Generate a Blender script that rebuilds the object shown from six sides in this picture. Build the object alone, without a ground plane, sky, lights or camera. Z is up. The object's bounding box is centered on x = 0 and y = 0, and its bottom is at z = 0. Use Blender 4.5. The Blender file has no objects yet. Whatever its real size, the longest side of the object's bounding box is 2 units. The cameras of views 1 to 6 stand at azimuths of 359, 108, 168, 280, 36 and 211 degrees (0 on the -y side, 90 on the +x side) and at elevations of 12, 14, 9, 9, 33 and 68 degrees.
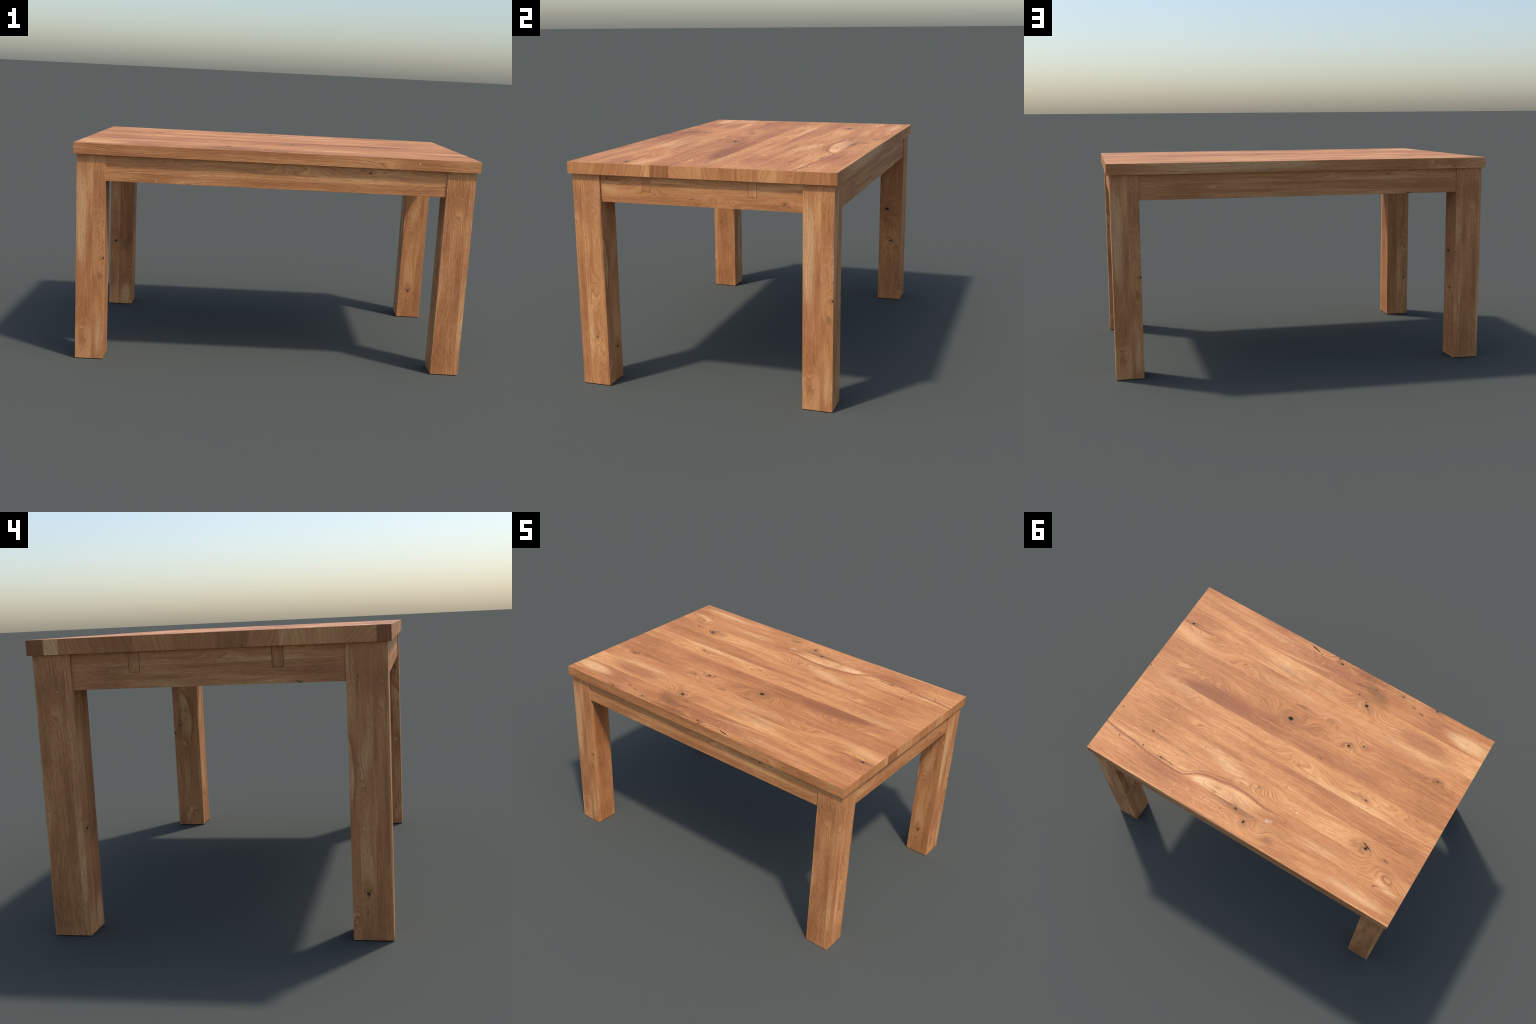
"""Solid oak dining table: butt-jointed plank top, four square laminated legs,
an apron frame set back from the legs, and batten ends let into the short rails."""
import bpy, bmesh, math

# ------------------------------------------------------------------ sizes (m)
HALF_X, HALF_Y, HEIGHT, SLAB = 1.0, 0.6432, 1.1000, 0.0560
UNDER = HEIGHT - SLAB                       # underside of the top
LEG_OUT_X, LEG_OUT_Y = 0.9845, 0.6295       # outer faces of the legs
LEG_IN_X, LEG_IN_Y = 0.8428, 0.4870         # inner faces of the legs
APRON_Z = 0.9155                            # lower edge of the rails
RAIL_Y, RAIL_X = 0.6225, 0.9775               # outer faces of long / short rails
RAIL_T = 0.042
PEG_Y, PEG_W, PEG_Z = 0.2555, 0.0375, 0.972
# glue lines between the planks of the top (also the bands of the wood pattern)
SEAMS = [-0.600, -0.480, -0.358, -0.237, -0.116, 0.008, 0.131, 0.250, 0.375, 0.494]


# ------------------------------------------------------- little node language
class Graph:
    """Builds shader maths out of Python expressions."""

    def __init__(self, tree, box=(-2, 2, -2, 2)):
        self.t, self.box = tree, box

    def node(self, kind, **props):
        n = self.t.nodes.new(kind)
        for k, v in props.items():
            setattr(n, k, v)
        return n

    def put(self, sock, val):
        if isinstance(val, Val):
            self.t.links.new(val.s, sock)
        elif val is not None:
            sock.default_value = val

    def math(self, op, *args, clamp=False):
        n = self.node("ShaderNodeMath", operation=op, use_clamp=clamp)
        for s, a in zip(n.inputs, args):
            self.put(s, a)
        return Val(self, n.outputs[0])

    def vec(self, x=0.0, y=0.0, z=0.0):
        n = self.node("ShaderNodeCombineXYZ")
        for s, a in zip(n.inputs, (x, y, z)):
            self.put(s, a)
        return Val(self, n.outputs[0])

    def split(self, v):
        n = self.node("ShaderNodeSeparateXYZ")
        self.put(n.inputs[0], v)
        return [Val(self, o) for o in n.outputs]

    def noise(self, v, scale=1.0, detail=2.0, rough=0.5, distort=0.0):
        n = self.node("ShaderNodeTexNoise", noise_dimensions="3D")
        self.put(n.inputs["Vector"], v)
        n.inputs["Scale"].default_value = scale
        n.inputs["Detail"].default_value = detail
        n.inputs["Roughness"].default_value = rough
        n.inputs["Distortion"].default_value = distort
        return Val(self, n.outputs[0])

    def ramp01(self, x, a, b, lo=0.0, hi=1.0, smooth=True):
        n = self.node("ShaderNodeMapRange", interpolation_type="SMOOTHSTEP" if smooth else "LINEAR")
        n.clamp = True
        for s, a_ in zip(n.inputs, (x, a, b, lo, hi)):
            self.put(s, a_)
        return Val(self, n.outputs[0])

    def spot(self, p, u, v, ru, rv, deg=0.0, inner=0.0, amount=1.0, under=0.0):
        """Soft ellipse: 'amount' at its heart, zero at radius one; never below 'under'."""
        n = self.node("ShaderNodeGroup", node_tree=spot_tree())
        for k, a in (("Plane", p), ("Heart", (u, v, 0)), ("Turn", (0, 0, math.radians(deg))), ("Size", (ru, rv, 1)),
                     ("Inner", inner), ("Amount", amount), ("Under", under)):
            if a != 0.0:
                self.put(n.inputs[k], a)
        return Val(self, n.outputs[0])

    def gather(self, op, p, items, after=None, swell=False):
        """Join many spots one by one, so that few values are alive at a time.
        An item is the arguments of spot(), optionally after a (v, lowest, highest) window."""
        out, (pu, pv), last = None, p, after
        near = []
        for it in items:         # leave out what lies outside the part of the panel in use
            u, v, ru, rv, deg = it[1 if isinstance(it[0], tuple) else 0:][:5]
            c, n = abs(math.cos(math.radians(deg))), abs(math.sin(math.radians(deg)))
            hu, hv = ru * c + rv * n + 0.012, ru * n + rv * c + 0.012
            if u + hu > self.box[0] and u - hu < self.box[1] and v + hv > self.box[2] and v - hv < self.box[3]:
                near.append(it)
        if not near:
            return 0.0
        for i, it in enumerate(near):
            if i % 4 == 0:       # tie the plane to what came before: fixes the order of work
                p = self.vec(pu, pv, last * 1e-7 if isinstance(last, Val) else None)
            rise, heart = it[-1], it[2 if isinstance(it[0], tuple) else 1]
            if swell:
                it = it[:-1] + (1.0,)
            if isinstance(it[0], tuple):
                v, lo, hi = it[0]
                val = self.spot(p, *it[1:])
                if lo is not None:
                    val = val * self.math("GREATER_THAN", v, lo)
                if hi is not None:
                    val = val * self.math("LESS_THAN", v, hi)
            else:
                plain = op == "MAXIMUM"
                val = self.spot(p, *it, under=out if plain and out is not None else 0.0)
                if plain:
                    out = last = val
                    continue
            if swell:
                val = val * ((rise + heart) - pv)
            out = last = val if out is None else self.math(op, out, val)
        return out

    def total(self, p, items, after=None):
        """Sum of swells; inside each the field loses its slope, so its rings close round the heart."""
        return self.gather("ADD", p, items, after, True)

    def peak(self, p, items, after=None):
        return self.gather("MAXIMUM", p, items, after)

    def steps(self, x, stops, mode="CONSTANT"):
        n = self.node("ShaderNodeValToRGB")
        n.color_ramp.interpolation = mode
        el = n.color_ramp.elements
        while len(el) > 1:
            el.remove(el[-1])
        for i, (pos, col) in enumerate(stops):
            e = el[0] if i == 0 else el.new(pos)
            e.position = pos
            if not hasattr(col, "__len__"):
                col = (col, col, col)
            e.color = (*col, 1)
        self.put(n.inputs[0], x)
        return Val(self, n.outputs[0])

    def mix(self, fac, a, b, blend="MIX"):
        n = self.node("ShaderNodeMix", data_type="RGBA", blend_type=blend)
        self.put(n.inputs[0], fac)
        for s, c in ((n.inputs[6], a), (n.inputs[7], b)):
            self.put(s, c if isinstance(c, Val) else (*c, 1))
        return Val(self, n.outputs[2])

    def curve(self, x, pts):
        n = self.node("ShaderNodeFloatCurve")
        c = n.mapping.curves[0]
        c.points[0].location, c.points[-1].location = pts[0], pts[-1]
        for q in pts[1:-1]:
            c.points.new(*q)
        n.mapping.update()
        self.put(n.inputs["Value"], x)
        return Val(self, n.outputs[0])


def spot_tree(made=[]):
    """The soft ellipse as a small group of its own."""
    if made:
        return made[0]
    t = bpy.data.node_groups.new("soft_ellipse", "ShaderNodeTree")
    for name, kind in (("Plane", "Vector"), ("Heart", "Vector"), ("Turn", "Vector"), ("Size", "Vector"),
                       ("Inner", "Float"), ("Amount", "Float"), ("Under", "Float")):
        t.interface.new_socket(name, in_out="INPUT", socket_type="NodeSocket" + kind)
    t.interface.new_socket("Value", in_out="OUTPUT", socket_type="NodeSocketFloat")
    g = Graph(t)
    gi, go = t.nodes.new("NodeGroupInput"), t.nodes.new("NodeGroupOutput")
    m = g.node("ShaderNodeMapping", vector_type="TEXTURE")
    for a, k in (("Vector", "Plane"), ("Location", "Heart"), ("Rotation", "Turn"), ("Scale", "Size")):
        t.links.new(gi.outputs[k], m.inputs[a])
    d = g.node("ShaderNodeVectorMath", operation="LENGTH")
    t.links.new(m.outputs[0], d.inputs[0])
    soft = g.ramp01(Val(g, d.outputs["Value"]), Val(g, gi.outputs["Inner"]), 1.0, Val(g, gi.outputs["Amount"]), 0.0)
    t.links.new(g.math("MAXIMUM", soft, Val(g, gi.outputs["Under"])).s, go.inputs[0])
    made.append(t)
    return t


def lens(a, b, w, amount=1.0, inner=0.0):
    """Spot arguments for a thin lens from point a to point b."""
    du, dv = b[0] - a[0], b[1] - a[1]
    return ((a[0] + b[0]) / 2, (a[1] + b[1]) / 2, math.hypot(du, dv) / 2 + w, w,
            math.degrees(math.atan2(dv, du)), inner, amount)


class Val:
    def __init__(self, g, s):
        self.g, self.s = g, s

    def __add__(self, o): return self.g.math("ADD", self, o)
    __radd__ = __add__
    def __mul__(self, o): return self.g.math("MULTIPLY", self, o)
    __rmul__ = __mul__
    def __sub__(self, o): return self.g.math("SUBTRACT", self, o)
    def __rsub__(self, o): return self.g.math("SUBTRACT", o, self)


# ------------------------------------------------------------- wood colours
DEEP = (0.315, 0.110, 0.038)
MID = (0.550, 0.219, 0.076)
LIGHT = (0.735, 0.342, 0.130)
PALE = (0.885, 0.520, 0.240)
RED = (0.300, 0.088, 0.040)
UMBER = (0.205, 0.092, 0.034)
KNOT = (0.030, 0.024, 0.022)


PLANK_SEED = [0.13, 0.71, 0.38, 0.92, 0.05, 0.57, 0.29, 0.83, 0.46, 0.64, 0.21, 0.77]
PLANK_TONE = [-.12, -.05, .00, .06, -.04, -.10, .10, -.01, .05, .08, .01, .08]
LOOK = dict(rings=112.0, ring=0.30, base=0.48, band=0.13, line=0.22, hair=0.36, dapple=0.45, stave=0.85, pore=0.50, glint=0.20)

# knots and holes: u, v, radius along, radius across, turn, strength
KNOTS = (
            (0.934, -0.372, 0.015, 0.010, 10, 1), (0.993, 0.005, 0.009, 0.006, 0, 1), (0.509, -0.305, 0.008, 0.007, 0, .9),
            (0.153, -0.604, 0.008, 0.008, 0, .8), (0.013, -0.613, 0.015, 0.011, 0, .9), (0.043, -0.639, 0.013, 0.008, 0, .9),
            (-0.407, -0.615, 0.018, 0.010, 0, .8), (-0.624, -0.637, 0.018, 0.009, 0, .8),
            (-0.250, -0.447, 0.020, 0.016, 0, 1), (-0.235, -0.463, 0.014, 0.006, 30, .8), (-0.268, -0.430, 0.016, 0.005, -30, .6),
            (-0.175, -0.490, 0.009, 0.007, 0, .9), (-0.247, -0.571, 0.014, 0.005, 30, .8), (-0.295, -0.592, 0.008, 0.006, 0, .7),
            (-0.288, -0.168, 0.014, 0.014, 0, 1), (-0.294, -0.188, 0.008, 0.006, 0, .6), (-0.365, -0.210, 0.012, 0.010, 0, .9),
            (0.089, -0.139, 0.026, 0.020, 0, 1), (0.731, 0.356, 0.010, 0.008, 0, .9), (0.882, 0.480, 0.010, 0.009, 0, .7),
            (0.731, 0.462, 0.010, 0.008, 0, .9), (0.599, 0.469, 0.013, 0.007, 0, .9), (0.765, 0.493, 0.008, 0.008, 0, .6),
            (0.061, 0.507, 0.018, 0.013, 0, .8), (0.137, 0.551, 0.009, 0.008, 0, .6), (-0.020, 0.550, 0.013, 0.013, 0, 1),
            (-0.683, 0.322, 0.017, 0.017, 0, 1), (-0.543, 0.073, 0.016, 0.006, -12, 1), (-0.834, -0.243, 0.013, 0.009, 0, .7),
            (-0.815, -0.225, 0.009, 0.006, 0, .6), (-0.843, 0.036, 0.006, 0.006, 0, .7), (-0.193, -0.014, 0.010, 0.007, 0, .5),
            (0.411, 0.281, 0.004, 0.013, 20, .55), (0.970, 0.318, 0.008, 0.008, 0, .55), (0.015, 0.331, 0.012, 0.004, 40, .5),
            (-0.070, 0.265, 0.005, 0.005, 0, .8), (-0.115, 0.240, 0.005, 0.005, 0, .8), (-0.225, 0.430, 0.006, 0.006, 0, .7),
            (0.990, 0.630, 0.008, 0.006, 0, .7))
# checks: from, to, half width, strength
CHECKS = (
            ((0.245, -0.630), (0.160, -0.611), 0.006, 1), ((-0.640, 0.290), (-0.724, 0.325), 0.0045, 1),
            ((-0.660, 0.325), (-0.690, 0.324), 0.005, .8), ((-0.785, 0.317), (-0.835, 0.334), 0.004, .6),
            ((-0.469, -0.591), (-0.510, -0.582), 0.0045, .9), ((-0.530, -0.574), (-0.575, -0.561), 0.0035, .8),
            ((-0.600, -0.550), (-0.670, -0.520), 0.0025, .5), ((-0.812, 0.490), (-0.835, 0.484), 0.004, .7),
            ((-0.110, -0.545), (-0.190, -0.552), 0.0030, .8), ((0.640, 0.474), (0.470, 0.468), 0.003, .6),
            ((0.880, 0.462), (0.735, 0.463), 0.0025, .5), ((0.560, 0.470), (0.500, 0.478), 0.003, .6),
            ((0.123, -0.237), (0.040, -0.245), 0.005, .5), ((0.015, -0.238), (-0.005, -0.242), 0.004, .4))
# chalky specks: u, v, radius, strength
CHALK = (
        (-0.130, 0.477, 0.020, .35), (-0.150, 0.470, 0.014, .30), (-0.247, 0.344, 0.007, .9), (-0.201, 0.340, 0.005, .7),
        (0.698, 0.168, 0.006, .8))


def oak_group(box, force):
    """Rustic oak panel: pattern in metres, u along the grain, v across the planks.
    box = the part of the panel a surface uses (u0, u1, v0, v1); force = depth of its stains."""
    t = bpy.data.node_groups.new("rustic_oak", "ShaderNodeTree")
    t.interface.new_socket("u", in_out="INPUT", socket_type="NodeSocketFloat")
    t.interface.new_socket("v", in_out="INPUT", socket_type="NodeSocketFloat")
    t.interface.new_socket("Color", in_out="OUTPUT", socket_type="NodeSocketColor")
    t.interface.new_socket("Height", in_out="OUTPUT", socket_type="NodeSocketFloat")
    t.interface.new_socket("Gloss", in_out="OUTPUT", socket_type="NodeSocketFloat")
    g = Graph(t, box)
    gi, go = t.nodes.new("NodeGroupInput"), t.nodes.new("NodeGroupOutput")
    u, v = Val(g, gi.outputs["u"]), Val(g, gi.outputs["v"])
    uv = (u, v)
    p = g.vec(u, v)

    def uses(lo, hi):
        return box[2] < hi and box[3] > lo

    # which plank: a number per band, and its tone
    f = g.ramp01(v, -1.0, 1.0, smooth=False)
    edges = [-1.0] + SEAMS + [0.628, 1.0]
    bands = [i for i in range(len(edges) - 1) if uses(edges[i] + 0.001, edges[i + 1] - 0.001)]

    def per_band(values):
        if len(bands) == 1:
            return values[bands[0]]
        return g.steps(f, [((edges[i] + 1) / 2, 0.5 + values[i]) for i in bands]) - 0.5
    plank = per_band(PLANK_SEED)
    tone = per_band(PLANK_TONE)

    # ragged copy of the plane for knots and cracks
    wob = g.noise(p, 70.0, 2.0)
    wob2 = g.noise(g.vec(v, u, 3.0), 90.0, 2.0)
    ruv = (u + (wob - 0.5) * 0.014, v + (wob2 - 0.5) * 0.012)

    # ---- growth-ring field: slow wander + swells round the knots
    wander = g.noise(g.vec(u * 1.3, v * 3.5, plank * 31.0), 1.0, 1.0, 0.45)
    ripple = g.noise(g.vec(u * 8.0, v * 14.0, plank * 17.0), 1.0, 2.0, 0.5)
    swells = g.total(uv, [
        (-0.247, -0.446, 0.165, 0.095, 0, 0, 0.085),
        ((v, None, -0.116), 0.095, -0.150, 0.250, 0.095, 4, 0, -0.095),
        (-0.288, -0.168, 0.100, 0.055, 0, 0, 0.050),
        (-0.370, -0.212, 0.090, 0.055, 0, 0, -0.045),
        (-0.114, -0.252, 0.090, 0.055, 10, 0, 0.055),
        (0.480, -0.300, 0.220, 0.080, 0, 0, 0.075),
        (-0.860, 0.410, 0.190, 0.090, -12, 0, 0.095),
        (0.617, 0.045, 0.080, 0.050, 0, 0, 0.050),
        (-0.680, 0.318, 0.120, 0.085, 0, 0, 0.060),
        ((v, 0.008, None), -0.640, 0.035, 0.330, 0.055, 2, 0, 0.060),
        ((v, 0.008, None), -0.130, 0.060, 0.320, 0.075, -4, 0, 0.075),
        (0.660, -0.120, 0.260, 0.070, 6, 0, 0.070),
        (0.577, 0.192, 0.140, 0.050, 0, 0, -0.035),
        (0.040, 0.330, 0.240, 0.070, 10, 0, 0.055),
        (-0.100, 0.560, 0.200, 0.090, 0, 0, -0.060),
        (-0.060, -0.640, 0.330, 0.110, 6, 0, 0.060),
        (-0.830, -0.243, 0.120, 0.060, 0, 0, 0.045),
        (0.820, -0.330, 0.300, 0.070, 0, 0, -0.050),
        (-0.760, 0.675, 0.240, 0.070, 0, 0, 0.070),
        (0.220, 0.455, 0.260, 0.060, 4, 0, 0.050),
    ]) * 0.85
    curl = g.peak(uv, [(-0.680, -0.430, 0.300, 0.095, 0, 0.1, 1.0),
                   (-0.470, -0.560, 0.180, 0.060, 0, 0.1, 0.8),
                   (-0.180, 0.520, 0.240, 0.060, 0, 0.1, 0.8)], swells)
    phi = v + swells + (wander - 0.5) * 0.110 + (ripple - 0.5) * 0.011
    if isinstance(curl, Val):
        crimp = g.noise(g.vec(u * 26.0, v * 9.0, 5.0), 1.0, 2.0, 0.5)
        phi = phi + (crimp - 0.5) * curl * 0.055

    # ---- lines that follow the rings, coarse to hair-fine
    hair = g.noise(g.vec(phi * 400.0, u * 16.0, plank * 11.0), 1.0, 1.0, 0.6)
    drift = g.noise(g.vec(phi * 13.0, u * 1.1, plank * 67.0), 1.0, 1.0, 0.5)
    where = g.noise(g.vec(phi * 16.0, u * 1.6, plank * 37.0), 1.0, 1.0, 0.5)
    ring = g.math("FRACT", phi * LOOK["rings"] + drift * 4.0)
    ring = g.curve(ring, [(0.0, 0.08), (0.14, 0.0), (0.34, 0.66), (0.60, 0.72), (0.86, 0.62), (1.0, 0.08)])         * g.ramp01(where, 0.38, 0.64, 0.05, 1.0) * g.ramp01(hair, 0.25, 0.60, 0.55, 1.1)
    band = g.noise(g.vec(phi * 40.0, u * 0.9, plank * 53.0), 1.0, 1.0, 0.5)
    line = g.noise(g.vec(phi * 210.0, u * 3.2, plank * 91.0), 1.0, 1.0, 0.6)
    pore = g.noise(g.vec(phi * 480.0, u * 20.0, 2.0), 1.0, 0.0, 0.5)
    dapple = g.noise(g.vec(u * 3.6, phi * 3.5 + v * 3.5, plank * 23.0), 1.0, 3.0, 0.5)
    hue = g.noise(g.vec(u * 1.2, v * 5.0, plank * 43.0), 1.0, 2.0, 0.5)
    stave = g.noise(g.vec(u * 1.7, plank * 77.0, 3.0), 1.0, 1.0, 0.4)
    glint = g.noise(g.vec(phi * 250.0, u * 20.0, 9.0), 1.0, 0.0, 0.5)
    sharp = g.ramp01(line, 0.34, 0.68)
    val = (ring - 0.35) * LOOK["ring"] + (band - 0.5) * LOOK["band"] + (sharp - 0.5) * LOOK["line"] + (hair - 0.5) * LOOK["hair"]         + (dapple - 0.5) * (LOOK["dapple"] * force) + (stave - 0.5) * LOOK["stave"] + (tone + LOOK["base"])

    # ---- broad pale and brown regions
    streaked = (u + (hue - 0.5) * 0.16 + (sharp - 0.5) * 0.020, v + (drift - 0.5) * 0.022 + (hair - 0.5) * 0.006)
    pale = g.peak(streaked, [
        (0.230, 0.305, 0.270, 0.055, -12, 0.1, 0.75),
        (-0.860, -0.540, 0.210, 0.055, -3, 0.3, 1.05),
        (-0.760, 0.580, 0.300, 0.036, -2, 0.2, 0.80),
        (-0.500, 0.460, 0.220, 0.045, 3, 0.1, 0.50),
        (-0.900, 0.462, 0.130, 0.030, -14, 0.2, 0.75),
        ((v, 0.008, 0.131), -0.440, 0.122, 0.500, 0.030, 1, 0.2, 0.55),
        ((v, -0.358, None), -0.640, -0.340, 0.400, 0.055, 0, 0.1, 0.48),
        (0.880, -0.300, 0.150, 0.050, -5, 0.1, 0.50),
        (0.220, -0.300, 0.330, 0.040, 0, 0.1, 0.35),
        (0.250, -0.510, 0.260, 0.012, 5, 0.1, 0.65),
        (0.450, -0.570, 0.420, 0.030, 0, 0.1, 0.25),
        ((v, 0.008, None), 0.750, 0.030, 0.320, 0.050, 0, 0.1, 0.42),
        (0.860, 0.440, 0.180, 0.014, 3, 0.1, 0.45),
        (-0.800, 0.660, 0.330, 0.030, 0, 0.1, 0.40),
        (0.350, 0.715, 0.600, 0.058, 0, 0.3, 1.05),
    ], curl)
    brown = g.peak(streaked, [
        (-0.265, -0.540, 0.135, 0.058, -22, 0.2, 0.72),
        (-0.240, -0.450, 0.075, 0.060, 0, 0.2, 0.42),
        ((v, -0.116, 0.008), 0.600, -0.020, 0.260, 0.070, 5, 0.30, 0.30),
        (0.860, -0.004, 0.060, 0.016, 0, 0.1, 0.50),
        (0.070, -0.241, 0.070, 0.013, 4, 0.1, 0.70),
        (-0.632, 0.326, 0.055, 0.045, 0, 0.1, 0.50),
        (-0.197, 0.574, 0.075, 0.040, 0, 0.1, 0.55),
        (-0.210, 0.512, 0.170, 0.028, 2, 0.1, 0.38),
        ((v, 0.494, None), 0.060, 0.500, 0.240, 0.040, 0, 0.3, 0.62),
        (-0.193, -0.012, 0.024, 0.018, 0, 0.1, 0.60),
        (-0.114, -0.252, 0.036, 0.020, 12, 0.6, 0.45),
        (-0.365, -0.212, 0.050, 0.030, 0, 0.1, 0.40),
        (0.089, -0.139, 0.045, 0.030, 0, 0.1, 0.35),
        lens((0.735, 0.354), (0.560, 0.370), 0.007, 0.80),
        lens((0.580, 0.369), (0.420, 0.368), 0.008, 0.75),
        (-0.640, -0.200, 0.260, 0.030, 0, 0.1, 0.28),
        (0.160, -0.400, 0.420, 0.060, 0, 0.1, 0.25),
        (-0.300, -0.620, 0.500, 0.016, 0, 0.1, 0.50),
        (0.100, -0.623, 0.200, 0.020, 0, 0.1, 0.25),
        (-0.480, 0.073, 0.060, 0.012, 0, 0.1, 0.45),
        (-0.860, 0.380, 0.110, 0.030, -14, 0.1, 0.30),
    ]
        + [(a, b, ra * 4.2, rb * 3.4, d, 0.1, 0.55) for a, b, ra, rb, d, s in KNOTS if ra > 0.0115], pale)
    red = g.peak(streaked, [
        ((v, None, -0.358), -0.670, -0.410, 0.260, 0.072, -3, 0.35, 0.62),
        ((v, -0.116, 0.008), 0.540, -0.025, 0.320, 0.090, 3, 0.45, 0.66),
        ((v, -0.116, 0.008), -0.330, -0.050, 0.440, 0.075, 0, 0.3, 0.42),
        lens((0.060, -0.022), (-0.190, -0.004), 0.020, 0.65),
        (0.120, -0.560, 0.420, 0.045, -2, 0.3, 0.50),
        (0.770, -0.540, 0.350, 0.060, 0, 0.2, 0.26),
        (-0.819, 0.331, 0.050, 0.024, 10, 0.1, 0.45),
        ((v, 0.131, 0.250), -0.320, 0.150, 0.460, 0.055, 0, 0.2, 0.42),
        (-0.190, 0.440, 0.200, 0.030, 6, 0.1, 0.45),
        (0.600, 0.545, 0.260, 0.040, -8, 0.1, 0.38),
        (0.220, -0.395, 0.180, 0.020, -10, 0.1, 0.35),
        (0.640, -0.230, 0.260, 0.018, 3, 0.1, 0.42),
        (0.880, -0.060, 0.160, 0.050, 0, 0.2, 0.35),
        (-0.750, 0.625, 0.300, 0.012, 0, 0.1, 0.40),
        (-0.820, 0.700, 0.140, 0.050, 0, 0.1, 0.40),
        (0.050, 0.655, 0.380, 0.030, 0, 0.2, 0.38),
    ], brown)
    if uses(0.38, 0.52):
        # dark mineral streak that runs in from the end and arcs over a pale flame
        course = g.curve(g.ramp01(u, -1.0, 1.0, smooth=False), [
            (0.0, 0.40), (0.40, 0.412), (0.442, 0.420), (0.50, 0.404), (0.563, 0.400), (0.62, 0.412), (0.675, 0.436),
            (0.718, 0.488), (0.825, 0.487), (0.911, 0.467), (1.0, 0.447)])
        off = v - course + (wob - 0.5) * 0.012 + (ripple - 0.5) * 0.016
        vein = g.ramp01(g.math("ABSOLUTE", off), 0.0015, 0.0125, 1, 0) * g.ramp01(u, -0.22, -0.08) * 0.85
        vein2 = g.ramp01(g.math("ABSOLUTE", off + 0.019), 0.001, 0.006, 1, 0)             * g.ramp01(u, 0.02, 0.15) * g.ramp01(u, 0.60, 0.85, 1, 0) * 0.60
        red = g.math("MAXIMUM", g.math("MAXIMUM", red, vein), vein2)
        flame = g.ramp01(off, 0.010, 0.022) * g.ramp01(u, 0.345, 0.385, 1, 0) * g.ramp01(u, -0.12, 0.16)             * g.math("LESS_THAN", v, 0.494)
        pale = g.math("MAXIMUM", pale, flame * (sharp * 0.9 + 0.70))

    # ---- put the colours together
    col = g.steps(val, [(0.0, DEEP), (0.40, MID), (0.72, LIGHT), (1.0, PALE)], "LINEAR")
    grainy = g.math("MULTIPLY_ADD", sharp * 0.6 + hair * 0.8, 0.75, 0.50)

    def over(col, mask, tint):
        if isinstance(mask, Val):
            return g.mix(mask, col, tint)
        return col
    col = g.mix(g.ramp01(glint, 0.58, 0.78) * LOOK["glint"], col, PALE)
    col = g.mix(g.ramp01(hue, 0.50, 0.72) * 0.30, col, (0.455, 0.158, 0.072))
    col = over(col, pale * grainy * (0.68 * force) if isinstance(pale, Val) else 0, PALE)
    col = over(col, red * (1.25 - grainy * 0.35) * force if isinstance(red, Val) else 0, RED)
    col = over(col, brown * (1.25 - grainy * 0.35) * force if isinstance(brown, Val) else 0, UMBER)
    col = g.mix(g.ramp01(pore, 0.60, 0.76) * LOOK["pore"], col, DEEP)

    # ---- medullary rays: cross-hatched strip and pale worm-like squiggles
    if uses(-0.610, -0.505):
        hatch = g.noise(g.vec(u * 210.0, v * 26.0, 1.0), 1.0, 1.0, 0.5)
        strip = g.peak(uv, [(0.200, -0.558, 0.420, 0.048, -3, 0.3, 1.0)], red)
        col = over(col, g.ramp01(hatch, 0.55, 0.72) * strip * 0.5, PALE)
    if uses(0.36, 0.68):
        place = g.peak(uv, [(0.250, 0.595, 0.420, 0.070, 0, 0.6), (0.760, 0.420, 0.200, 0.055, 0, 0.6)], red)
        worm = g.noise(g.vec(u * 23.0, v * 30.0, 8.0), 1.0, 0.0)
        gate = g.noise(g.vec(u * 18.0, v * 22.0, 1.5), 1.0, 1.0)
        if isinstance(place, Val):
            col = over(col, g.ramp01(g.math("ABSOLUTE", worm - 0.5), 0.006, 0.022, 1, 0)
                       * g.ramp01(gate, 0.52, 0.60) * place * 0.5, PALE)

    # ---- knots, holes and checks (hard, ragged edges)
    dark = g.peak(ruv, [(a, b, ra * 0.82, rb * 0.82, d, 0.40, s) for a, b, ra, rb, d, s in KNOTS]
                  + [lens(a, b, w, s, 0.4) for a, b, w, s in CHECKS], red)
    chalk = g.peak(ruv, [(a, b, r, r * .8, 0, 0.2, s) for a, b, r, s in CHALK], dark if isinstance(dark, Val) else red)
    col = over(col, chalk, (0.86, 0.72, 0.58))
    col = over(col, dark, KNOT)
    t.links.new(col.s, go.inputs["Color"])
    if isinstance(dark, Val):
        t.links.new((1.0 - dark).s, go.inputs["Gloss"])
    else:
        go.inputs["Gloss"].default_value = 1.0
    # a shallow, cheap relief: pores running with the grain
    t.links.new(g.noise(g.vec(u * 7.0, v * 330.0, 6.0), 1.0, 1.0, 0.6).s, go.inputs["Height"])
    return t


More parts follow.
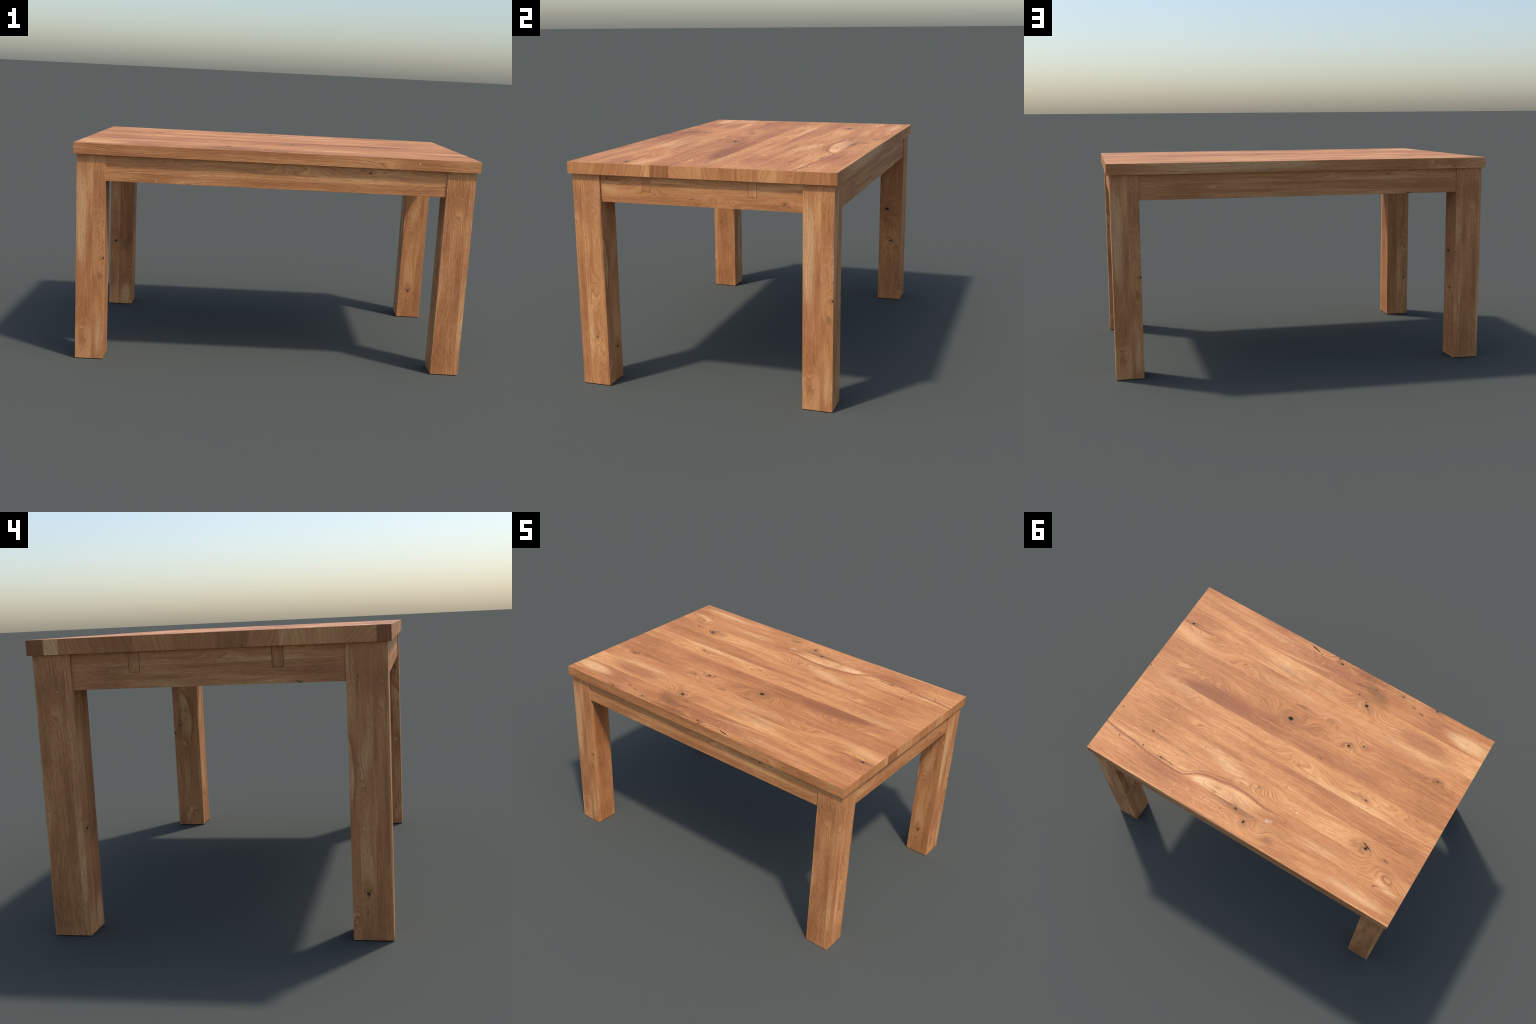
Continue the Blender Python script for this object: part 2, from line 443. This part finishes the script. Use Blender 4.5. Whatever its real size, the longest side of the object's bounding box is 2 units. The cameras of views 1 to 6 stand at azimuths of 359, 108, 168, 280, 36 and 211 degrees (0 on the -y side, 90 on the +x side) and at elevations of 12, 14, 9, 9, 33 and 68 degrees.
def finish(g, mat, col, height, strength=0.35, gloss=None):
    nt = mat.node_tree
    out = nt.nodes.new("ShaderNodeOutputMaterial")
    b = nt.nodes.new("ShaderNodeBsdfPrincipled")
    b.inputs["Roughness"].default_value = 0.56
    b.inputs["Specular IOR Level"].default_value = 0.25
    if gloss is not None:
        g.put(b.inputs["Specular IOR Level"], gloss * 0.25)
    bump = nt.nodes.new("ShaderNodeBump")
    bump.inputs["Strength"].default_value = strength
    bump.inputs["Distance"].default_value = 0.0012
    g.put(bump.inputs["Height"], height)
    g.put(b.inputs["Base Color"], col)
    nt.links.new(bump.outputs[0], b.inputs["Normal"])
    nt.links.new(b.outputs[0], out.inputs[0])


def blank(name):
    m = bpy.data.materials.new(name)
    m.use_nodes = True
    m.node_tree.nodes.clear()
    return m, Graph(m.node_tree)


MADE = {}


def wood(name, u_of, v_of, part=(-2, 2, -1, 1), force=0.78):
    """Oak with the panel pattern laid on by two linear rules of the object's own x, y, z:
    each rule is (constant, per x, per y, per z)."""
    key = (u_of, v_of, part)
    if key in MADE:
        return MADE[key]
    m, g = blank(name)
    MADE[key] = m
    xyz = g.split(Val(g, m.node_tree.nodes.new("ShaderNodeTexCoord").outputs["Object"]))

    def rule(r):
        out = None
        for k, a in zip(r[1:], xyz):
            if k:
                out = a * k if out is None else out + a * k
        return out + r[0]
    n = g.node("ShaderNodeGroup", node_tree=oak_group(part, force))
    g.put(n.inputs["u"], rule(u_of))
    g.put(n.inputs["v"], rule(v_of))
    finish(g, m, Val(g, n.outputs["Color"]), Val(g, n.outputs["Height"]), 0.3, Val(g, n.outputs["Gloss"]))
    return m


def end_grain(name, bands, slants, seed):
    """Sawn plank ends: each band of y has its own tone; ring lines stand nearly upright."""
    m, g = blank(name)
    x, y, z = g.split(Val(g, m.node_tree.nodes.new("ShaderNodeTexCoord").outputs["Object"]))
    f = g.ramp01(y, -1.0, 1.0, smooth=False)
    tone = g.steps(f, [((a + 1) / 2, c) for a, c in bands]) - 0.5
    lean = (g.steps(f, [((a + 1) / 2, 0.5 + s * 0.5) for a, s in slants]) - 0.5) * 2.0
    bow = g.noise(g.vec(y * 9.0, z * 7.0, seed), 1.0, 1.0)
    across = y + (z - 1.07) * lean + (bow - 0.5) * 0.045
    ring = g.noise(g.vec(across * 85.0, z * 2.0, seed), 1.0, 3.0, 0.6)
    fine = g.noise(g.vec(across * 330.0, z * 12.0, seed + 4), 1.0, 2.0)
    blot = g.noise(g.vec(y * 8.0, z * 10.0, seed + 9), 1.0, 3.0)
    val = tone * 1.12 + (ring - 0.5) * 0.9 + (fine - 0.5) * 0.30 + (blot - 0.5) * 0.30 + 0.42
    col = g.steps(val, [(0.0, DEEP), (0.42, MID), (0.74, LIGHT), (1.0, PALE)], "LINEAR")
    check = g.noise(g.vec(y * 60.0, z * 30.0, seed + 2), 1.0, 1.0)
    col = g.mix(g.ramp01(check, 0.74, 0.80) * 0.7, col, UMBER)
    finish(g, m, col, ring)
    return m


# -------------------------------------------------------------------- meshes
def link(obj, parent):
    bpy.context.collection.objects.link(obj)
    obj.parent = parent
    return obj


def box(bm, lo, hi):
    r = bmesh.ops.create_cube(bm, size=1.0)
    for q in r["verts"]:
        q.co = [(lo[i] + hi[i]) / 2 + q.co[i] * (hi[i] - lo[i]) for i in range(3)]


def shape(name, bm, mats, pick, parent, bevel_edges=None, width=0.0018, loc=(0, 0, 0)):
    """Round the chosen edges, give each face its material, return the object."""
    edges = [e for e in bm.edges if bevel_edges is None or bevel_edges(e)]
    if edges:
        bmesh.ops.bevel(bm, geom=edges, offset=width, segments=2, profile=0.6, affect="EDGES", clamp_overlap=True)
    bmesh.ops.recalc_face_normals(bm, faces=bm.faces)
    for fc in bm.faces:
        fc.material_index = pick(fc.normal)
    me = bpy.data.meshes.new(name)
    bm.to_mesh(me)
    bm.free()
    for m in mats:
        me.materials.append(m)
    o = link(bpy.data.objects.new(name, me), parent)
    o.location = loc
    return o


table = link(bpy.data.objects.new("wooden_table", None), None)
table["label"] = "rectangular rustic oak dining table with square legs"
table["category"] = "table"

# ---- top: planks side by side
tabletop = link(bpy.data.objects.new("tabletop", None), table)
edge_front = wood("oak_board_front_edge", (0, 1, 0, 0), (0.145 + HEIGHT, 0, 0, -1.0), (-1, 1, 0.145, 0.20))
edge_back = wood("oak_board_back_edge", (0, 1, 0, 0), (0.735 - HEIGHT * 1.3, 0, 0, 1.3), (-1, 1, 0.66, 0.74))
end_east = end_grain("oak_end_grain_light",
                     [(-1, .52), (-.50, .46), (-.36, .56), (-.262, .74), (-.231, .24), (-.137, .60), (-.056, .68), (.02, .56),
                      (.10, .40), (.191, .54), (.282, .68), (.368, .54), (.47, .42), (.604, .30)],
                     [(-1, -.3), (-.36, -.1), (-.137, .75), (-.056, .1), (.282, -.4), (.368, -.35), (.55, 0)], 3.0)
end_west = end_grain("oak_end_grain_brown",
                     [(-1, .08), (-.594, .56), (-.491, .66), (-.36, .72), (-.27, .52), (-.168, .34), (-.05, .44),
                      (.10, .52), (.25, .36), (.40, .44), (.52, .86), (.578, .10)],
                     [(-1, 0), (-.594, 1.0), (-.491, -.1), (-.30, .4), (-.168, .1), (.05, -.3), (.35, -.35), (.578, -.1)], 7.0)
cuts = [-HALF_Y] + SEAMS + [HALF_Y]
for i in range(len(cuts) - 1):
    lo_y = cuts[i] + (0.0001 if i else 0)
    hi_y = cuts[i + 1] - (0.0001 if i < len(cuts) - 2 else 0)
    board = wood("oak_board_face", (0, 1, 0, 0), (0, 0, 1, 0), (-1, 1, lo_y, hi_y), 0.98)
    bm = bmesh.new()
    box(bm, (-HALF_X, lo_y, UNDER), (HALF_X, hi_y, HEIGHT))

    def outer(e):
        a, b = (w.co for w in e.verts)
        on_end = abs(abs(a.x) - HALF_X) < 1e-5 and abs(abs(b.x) - HALF_X) < 1e-5 and a.x * b.x > 0
        on_side = abs(abs(a.y) - HALF_Y) < 1e-5 and abs(abs(b.y) - HALF_Y) < 1e-5
        return on_side or (on_end and abs(a.z - b.z) < 1e-5)

    def side(n):
        if abs(n.x) > 0.75:
            return 3 if n.x > 0 else 4
        if abs(n.y) > 0.75:
            return 1 if n.y < 0 else 2
        return 0
    shape("plank", bm, [board, edge_front, edge_back, end_east, end_west], side, tabletop, outer, 0.0011)

# ---- legs: local origin at the middle of the foot; across-rules differ per face
W = LEG_OUT_X - LEG_IN_X
ALONG = (-1.0, 0, 0, 1.86)
FOOT_X, FOOT_Y = (LEG_OUT_X + LEG_IN_X) / 2, (LEG_OUT_Y + LEG_IN_Y) / 2
# sign x, sign y, and for faces (+x, -x, +y, -y): pattern v at the left edge and at the right edge,
# as seen by someone facing that side
LEGS = [
    (+1, +1, (.755, .545), (.558, .353), (.755, .545), (.420, .170)),
    (+1, -1, (.190, .000), (.640, .440), (.470, .250), (.255, .105)),
    (-1, -1, (.040, -.130), (.450, .120), (.209, .043), (.755, .545)),
    (-1, +1, (-.090, -.239), (.255, .105), (.294, .114), (-.394, -.594)),
]
for sx, sy, px, nx, py, ny in LEGS:
    mats = []
    for (left, right), axis, sign in ((px, "y", 1), (nx, "y", -1), (py, "x", -1), (ny, "x", 1)):
        k = (right - left) / W * sign
        mid = (left + right) / 2
        mats.append(wood("oak_leg_face", ALONG, (mid, k if axis == "x" else 0, k if axis == "y" else 0, 0),
                         (-1, 1, min(left, right), max(left, right))))
    bm = bmesh.new()
    box(bm, (-W / 2, -W / 2, 0), (W / 2, W / 2, UNDER + 0.003))

    def face(n):
        if abs(n.x) >= abs(n.y):
            return 0 if n.x > 0 else 1
        return 2 if n.y > 0 else 3
    shape("leg", bm, mats, face, table, None, 0.0015, (sx * FOOT_X, sy * FOOT_Y, 0))

# ---- rails between the legs
drop = UNDER - APRON_Z


def rail_long(sy, u_k, v_top, v_span):
    m = wood("oak_long_rail", (0, u_k, 0, 0), (v_top + UNDER * v_span / drop - 0.4 * RAIL_Y, 0, 0.4 * sy, -v_span / drop),
             (-1, 1, v_top - 0.02, v_top + v_span), 0.42)
    bm = bmesh.new()
    y0, y1 = sorted((sy * RAIL_Y, sy * (RAIL_Y - RAIL_T)))
    box(bm, (-LEG_IN_X - 0.002, y0, APRON_Z), (LEG_IN_X + 0.002, y1, UNDER + 0.003))
    shape("long_rail", bm, [m], lambda n: 0, table, None, 0.0015)


rail_long(-1, -1.177, 0.045, 0.136)
rail_long(+1, 1.177, 0.023, 0.290)


def rail_short(sx, u_k, v_top, v_span, seed):
    """Rail with two slots from above; a batten end stands in each slot, a hair proud."""
    m = wood("oak_short_rail", (0, 0, u_k, 0), (v_top + UNDER * v_span / drop - 0.4 * RAIL_X, 0.4 * sx, 0, -v_span / drop),
             (-1.1, 1.1, v_top - 0.02, v_top + v_span), 0.5)
    L, top, h = LEG_IN_Y + 0.002, UNDER + 0.003, PEG_W / 2 + 0.0016
    ring = [(-L, APRON_Z), (L, APRON_Z), (L, top)]
    for c in (PEG_Y, -PEG_Y):
        ring += [(c + h, top), (c + h, PEG_Z - 0.0008), (c - h, PEG_Z - 0.0008), (c - h, top)]
    ring += [(-L, top)]
    bm = bmesh.new()
    vs = [bm.verts.new((sx * RAIL_X, a, b)) for a, b in ring]
    fc = bm.faces.new(vs)
    ext = bmesh.ops.extrude_face_region(bm, geom=[fc])
    for q in ext["geom"]:
        if isinstance(q, bmesh.types.BMVert):
            q.co.x -= sx * RAIL_T
    o = shape("short_rail", bm, [m], lambda n: 0, table, lambda e: False)
    for k, c in enumerate((PEG_Y, -PEG_Y)):
        base = (-0.045, -0.055, -0.050, -0.040)[seed * 2 + k]
        pm = wood("oak_batten_end", (0.12 * seed - 0.10 * k - 0.80, 0, 0, 1.3), (base, 0.3, 1.6, 0))
        bm = bmesh.new()
        x0, x1 = sorted((sx * (RAIL_X + 0.0008), sx * (RAIL_X - RAIL_T - 0.02)))
        box(bm, (x0, c - PEG_W / 2, PEG_Z), (x1, c + PEG_W / 2, UNDER + 0.002))
        shape("batten_end", bm, [pm], lambda n: 0, o, None, 0.0008)


rail_short(+1, -2.06, -0.400, 0.210, 0)
rail_short(-1, 2.06, 0.023, 0.290, 1)
